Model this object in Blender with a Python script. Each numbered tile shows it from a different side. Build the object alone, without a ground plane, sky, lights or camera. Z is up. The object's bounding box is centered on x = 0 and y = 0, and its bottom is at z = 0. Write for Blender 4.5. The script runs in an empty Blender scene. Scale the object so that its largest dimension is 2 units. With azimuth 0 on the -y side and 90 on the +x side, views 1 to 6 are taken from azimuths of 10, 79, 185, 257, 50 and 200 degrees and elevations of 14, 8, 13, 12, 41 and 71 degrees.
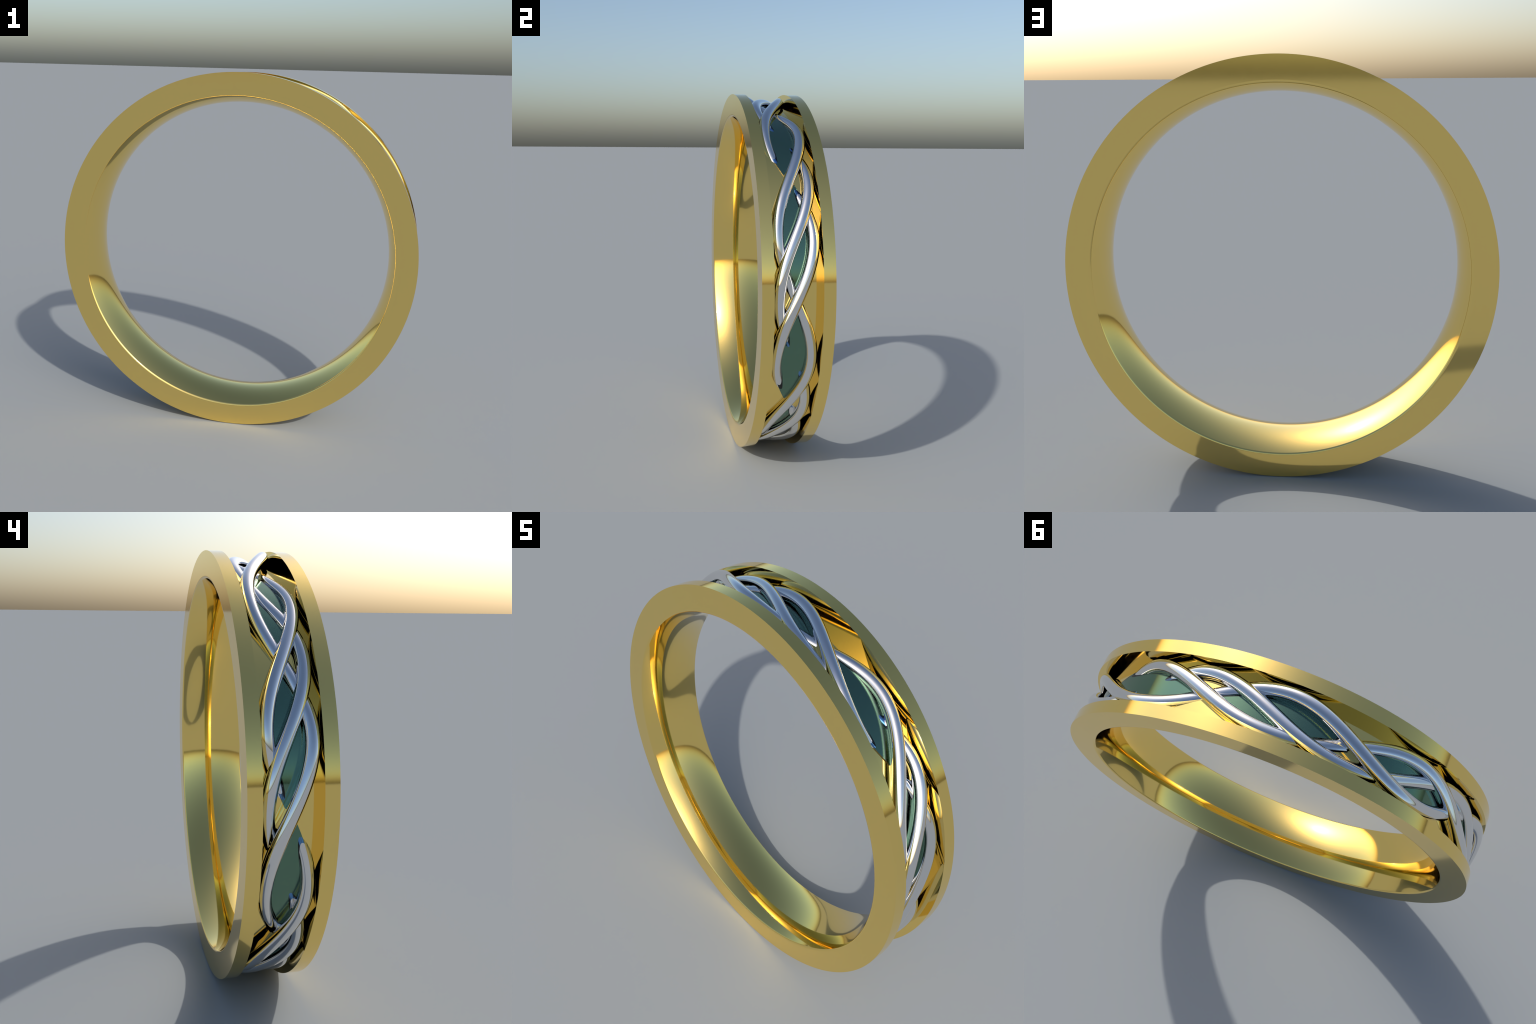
"""A two-tone comfort-fit finger ring: yellow-gold band with a sunk channel,
three white-metal strands braided along the channel, and thin blue glass inlays
filling the leaf-shaped openings of the braid.  Ring axis = y, centre (0, 0, 1)."""
import bpy, bmesh, math
from mathutils import Vector

# ------------------------------------------------------------------ dimensions
R_OUT = 0.9977         # flange radius
HALF_W = 0.174         # half width of the band
CH_W = 0.116           # half width of the channel
R_FLOOR = 0.9255        # channel floor
R_GLASS = 0.9300       # surface of the glass inlays
R_MIN = 0.8385          # inner radius in the middle (comfort fit)
R_EDGE = 0.878         # inner radius where the bulge would meet the side face
LIP_R = 0.0130         # rounding of the lip between bore and side face
PERIOD = 72.0          # degrees per braid repeat (five repeats)
AMP = 0.085            # sideways swing of a strand
TUBE = 0.029           # strand radius
# strand families: (angle where it crosses over, outermost radius, depth of the
# dive, phase lag in degrees)
STRANDS = [(0.0, 0.982, 0.0630, 10.0), (18.0, 0.983, 0.0625, -3.0), (36.0, 0.982, 0.0470, 0.0)]
# small irregularities of the hand-laid braid: crossing angle -> (rise, slip in degrees)
HAND_OVER = {324: (-0.021, 0.0), 306: (-0.014, 0.0), 288: (-0.008, 0.0), 270: (-0.011, 0.0),
             252: (-0.008, 0.0), 0: (-0.003, 0.0), 36: (0.0, 0.4), 72: (0.0, -1.0),
             90: (-0.011, -1.9), 108: (0.018, 0.5), 162: (-0.009, 0.0), 180: (0.018, 0.0),
             216: (0.010, 0.0)}
HAND_UNDER = {324: 0.003, 216: 0.006}
RAISED_EYE = 126.0     # in this opening the lower strands stay above the glass


def cyl(a, y, r):
    t = math.radians(a)
    return (r * math.cos(t), y, r * math.sin(t))


# ------------------------------------------------------------------ materials
def metal(name, colour, rough):
    m = bpy.data.materials.new(name)
    m.use_nodes = True
    nt = m.node_tree
    b = nt.nodes["Principled BSDF"]
    b.inputs["Metallic"].default_value = 1.0
    b.inputs["Base Color"].default_value = (*colour, 1)
    b.inputs["Roughness"].default_value = rough
    # barely visible polishing grain in the gloss
    tc = nt.nodes.new("ShaderNodeTexCoord")
    nz = nt.nodes.new("ShaderNodeTexNoise")
    nz.inputs["Scale"].default_value = 30.0
    nz.inputs["Detail"].default_value = 3.0
    mr = nt.nodes.new("ShaderNodeMapRange")
    mr.inputs["To Min"].default_value = rough * 0.94
    mr.inputs["To Max"].default_value = rough * 1.06
    nt.links.new(tc.outputs["Object"], nz.inputs["Vector"])
    nt.links.new(nz.outputs["Fac"], mr.inputs["Value"])
    nt.links.new(mr.outputs["Result"], b.inputs["Roughness"])
    return m


def tinted_glass(name, colour):
    m = bpy.data.materials.new(name)
    m.use_nodes = True
    b = m.node_tree.nodes["Principled BSDF"]
    b.inputs["Base Color"].default_value = (*colour, 1)
    b.inputs["Roughness"].default_value = 0.02
    b.inputs["IOR"].default_value = 1.45
    b.inputs["Transmission Weight"].default_value = 1.0
    return m


GOLD = metal("yellow_gold", (1.0, 0.74, 0.23), 0.065)
SILVER = metal("white_gold", (0.80, 0.80, 0.80), 0.05)
GLASS = tinted_glass("blue_glass", (0.108, 0.305, 0.66))


# ------------------------------------------------------------------ helpers
root = bpy.data.objects.new("finger_ring", None)
root.empty_display_size = 0.2
bpy.context.collection.objects.link(root)
root["label"] = "yellow gold ring with braided silver strands and blue glass inlays"
root["category"] = "ring"


def add_mesh(name, verts, faces, mat, parent, smooth=True):
    me = bpy.data.meshes.new(name)
    me.from_pydata(verts, [], faces)
    me.materials.append(mat)
    me.update()
    if smooth:
        me.polygons.foreach_set("use_smooth", [True] * len(me.polygons))
    ob = bpy.data.objects.new(name, me)
    bpy.context.collection.objects.link(ob)
    ob.parent = parent
    ob.location = (0.002, 0, R_OUT)
    return ob


def crease_edges(ob, limit=40):
    """Consistent outward normals; edges sharper than the limit shade as corners."""
    bm = bmesh.new()
    bm.from_mesh(ob.data)
    bmesh.ops.recalc_face_normals(bm, faces=bm.faces)
    for e in bm.edges:
        if len(e.link_faces) == 2 and e.calc_face_angle(0) > math.radians(limit):
            e.smooth = False
    bm.to_mesh(ob.data)
    bm.free()


# ------------------------------------------------------------------ gold band
def inner_profile():
    """Half section of the inside, from the middle (y=0) to the side face: a
    shallow bulge, a crease, then a narrow rounded lip running into the face."""
    sag = R_EDGE - R_MIN
    rho = (HALF_W ** 2 + sag ** 2) / (2 * sag)
    lip0 = math.radians(31)
    y_end = HALF_W - LIP_R * (1 - math.sin(lip0))
    end = math.asin(y_end / rho)
    pts = []
    for i in range(25):
        t = end * i / 24
        pts.append((rho * math.sin(t), R_MIN + rho - rho * math.cos(t)))
    r_end = pts[-1][1]
    for i in range(1, 11):
        t = lip0 + (math.pi / 2 - lip0) * i / 10
        pts.append((HALF_W - LIP_R * (1 - math.sin(t)),
                    r_end + LIP_R * (math.cos(lip0) - math.cos(t))))
    pts.append((HALF_W, pts[-1][1] + 0.003))     # support loops keep the face flat
    pts.append((HALF_W, R_OUT - 0.003))
    return pts


def band_section():
    half = inner_profile()
    outer = [(HALF_W, R_OUT), (CH_W, R_OUT), (CH_W, R_FLOOR)]
    right = half + outer
    left = [(-y, r) for y, r in reversed(right)]
    return right + left[:-1]


def build_band():
    sec = band_section()
    n, m = 480, len(sec)
    verts, faces = [], []
    for i in range(n):
        a = 360.0 * i / n
        for y, r in sec:
            verts.append(cyl(a, y, r))
    for i in range(n):
        j = (i + 1) % n
        for k in range(m):
            l = (k + 1) % m
            faces.append((i * m + k, j * m + k, j * m + l, i * m + l))
    ob = add_mesh("band", verts, faces, GOLD, root)
    crease_edges(ob, 8)
    return ob


# ------------------------------------------------------------------ braid
def swing(a, a0):
    return AMP * math.sin(math.radians((a - a0) * 360.0 / PERIOD))


def strand_axis(a, fam):
    a0, top, depth, lag = fam
    ph = math.radians((a - a0) * 360.0 / PERIOD)
    r = top - TUBE - depth * ((1 - math.cos(ph - math.radians(lag))) / 2) ** 2.3
    d = abs((a - RAISED_EYE + 180) % 360 - 180)
    w = max(0.0, 1.0 - (d / 27.0) ** 4)
    r += 0.024 * w * ((1 - math.cos(ph)) / 2) ** 2.3
    cycle = a0 + PERIOD * round((a - a0 - 0.001) / PERIOD)      # nearest over-crossing
    dive = a0 + PERIOD / 2 + PERIOD * math.floor((a - a0) / PERIOD)
    lift, slip = HAND_OVER.get(round(cycle) % 360, (0.0, 0.0))
    crest = (1 + math.cos(ph)) / 2
    broad = 1 - (1 - crest) ** 2.3
    r += lift * (broad if lift > 0 else crest)
    r += HAND_UNDER.get(round(dive) % 360, 0.0) * ((1 - math.cos(ph)) / 2) ** 2.3
    return Vector(cyl(a + slip * broad, swing(a, a0), r))


def build_strand(fam, parent):
    """Sweep a round wire along the wave; it closes on itself after five waves."""
    n, m = 1440, 32
    path = [strand_axis(360.0 * i / n, fam) for i in range(n)]
    verts, faces = [], []
    for i in range(n):
        p = path[i]
        t = (path[(i + 1) % n] - path[i - 1]).normalized()
        out = Vector((p.x, 0, p.z))
        out = (out - t * out.dot(t)).normalized()
        side = t.cross(out)
        foot = min(-0.9 * TUBE, R_FLOOR - 0.004 - math.hypot(p.x, p.z))
        for k in range(m):
            th = -math.pi * 0.72 + 2 * math.pi * 0.72 * k / (m - 3)
            if k < m - 2:                      # round wire, open underneath
                verts.append(p + TUBE * (math.cos(th) * out + math.sin(th) * side))
            else:                              # solder foot standing on the floor
                sg = 1 if k == m - 2 else -1
                verts.append(p + out * foot + side * sg * TUBE * math.sin(math.pi * 0.72))
    for i in range(n):
        j = (i + 1) % n
        for k in range(m):
            l = (k + 1) % m
            faces.append((i * m + k, i * m + l, j * m + l, j * m + k))
    ob = add_mesh("braid_strand", verts, faces, SILVER, parent)
    crease_edges(ob)
    return ob


# ------------------------------------------------------------------ glass inlays
LIP = 0.010


def build_inlay(a_lo, a_hi, low, high, parent):
    """Thin curved plate between two boundary functions y=low(a), y=high(a)."""
    n, m = 48, 6
    verts, faces = [], []
    for r in (R_FLOOR - 0.003, R_GLASS):
        for i in range(n + 1):
            a = a_lo + (a_hi - a_lo) * i / n
            y0, y1 = low(a) - LIP, high(a) + LIP
            for k in range(m + 1):
                verts.append(cyl(a, y0 + (y1 - y0) * k / m, r))
    w, top = m + 1, (n + 1) * (m + 1)
    for i in range(n):
        for k in range(m):
            q = (i * w + k, i * w + k + 1, (i + 1) * w + k + 1, (i + 1) * w + k)
            faces.append(q)
            faces.append(tuple(v + top for v in reversed(q)))
    rim = ([k for k in range(m)] + [i * w + m for i in range(n)]
           + [n * w + k for k in range(m, 0, -1)] + [i * w for i in range(n, 0, -1)])
    for s, b in enumerate(rim):
        c = rim[(s + 1) % len(rim)]
        faces.append((c, b, b + top, c + top))
    ob = add_mesh("glass_inlay", verts, faces, GLASS, parent)
    crease_edges(ob)
    return ob


build_band()
for fam in STRANDS:
    build_strand(fam, root)

for rep in range(5):
    o = rep * PERIOD
    sD = lambda a, o=o: swing(a, 0.0 + o)
    sC = lambda a, o=o: swing(a, 18.0 + o)
    sB = lambda a, o=o: swing(a, 36.0 + o)
    # wide eye where the braid leaves a strand out, then the two slim leaves
    build_inlay(o + 36, o + 72, sD, sB, root)
    build_inlay(o + 9, o + 36, sB, lambda a: min(sC(a), sD(a)), root)
    build_inlay(o + 0, o + 27, lambda a: max(sC(a), sB(a)), sD, root)
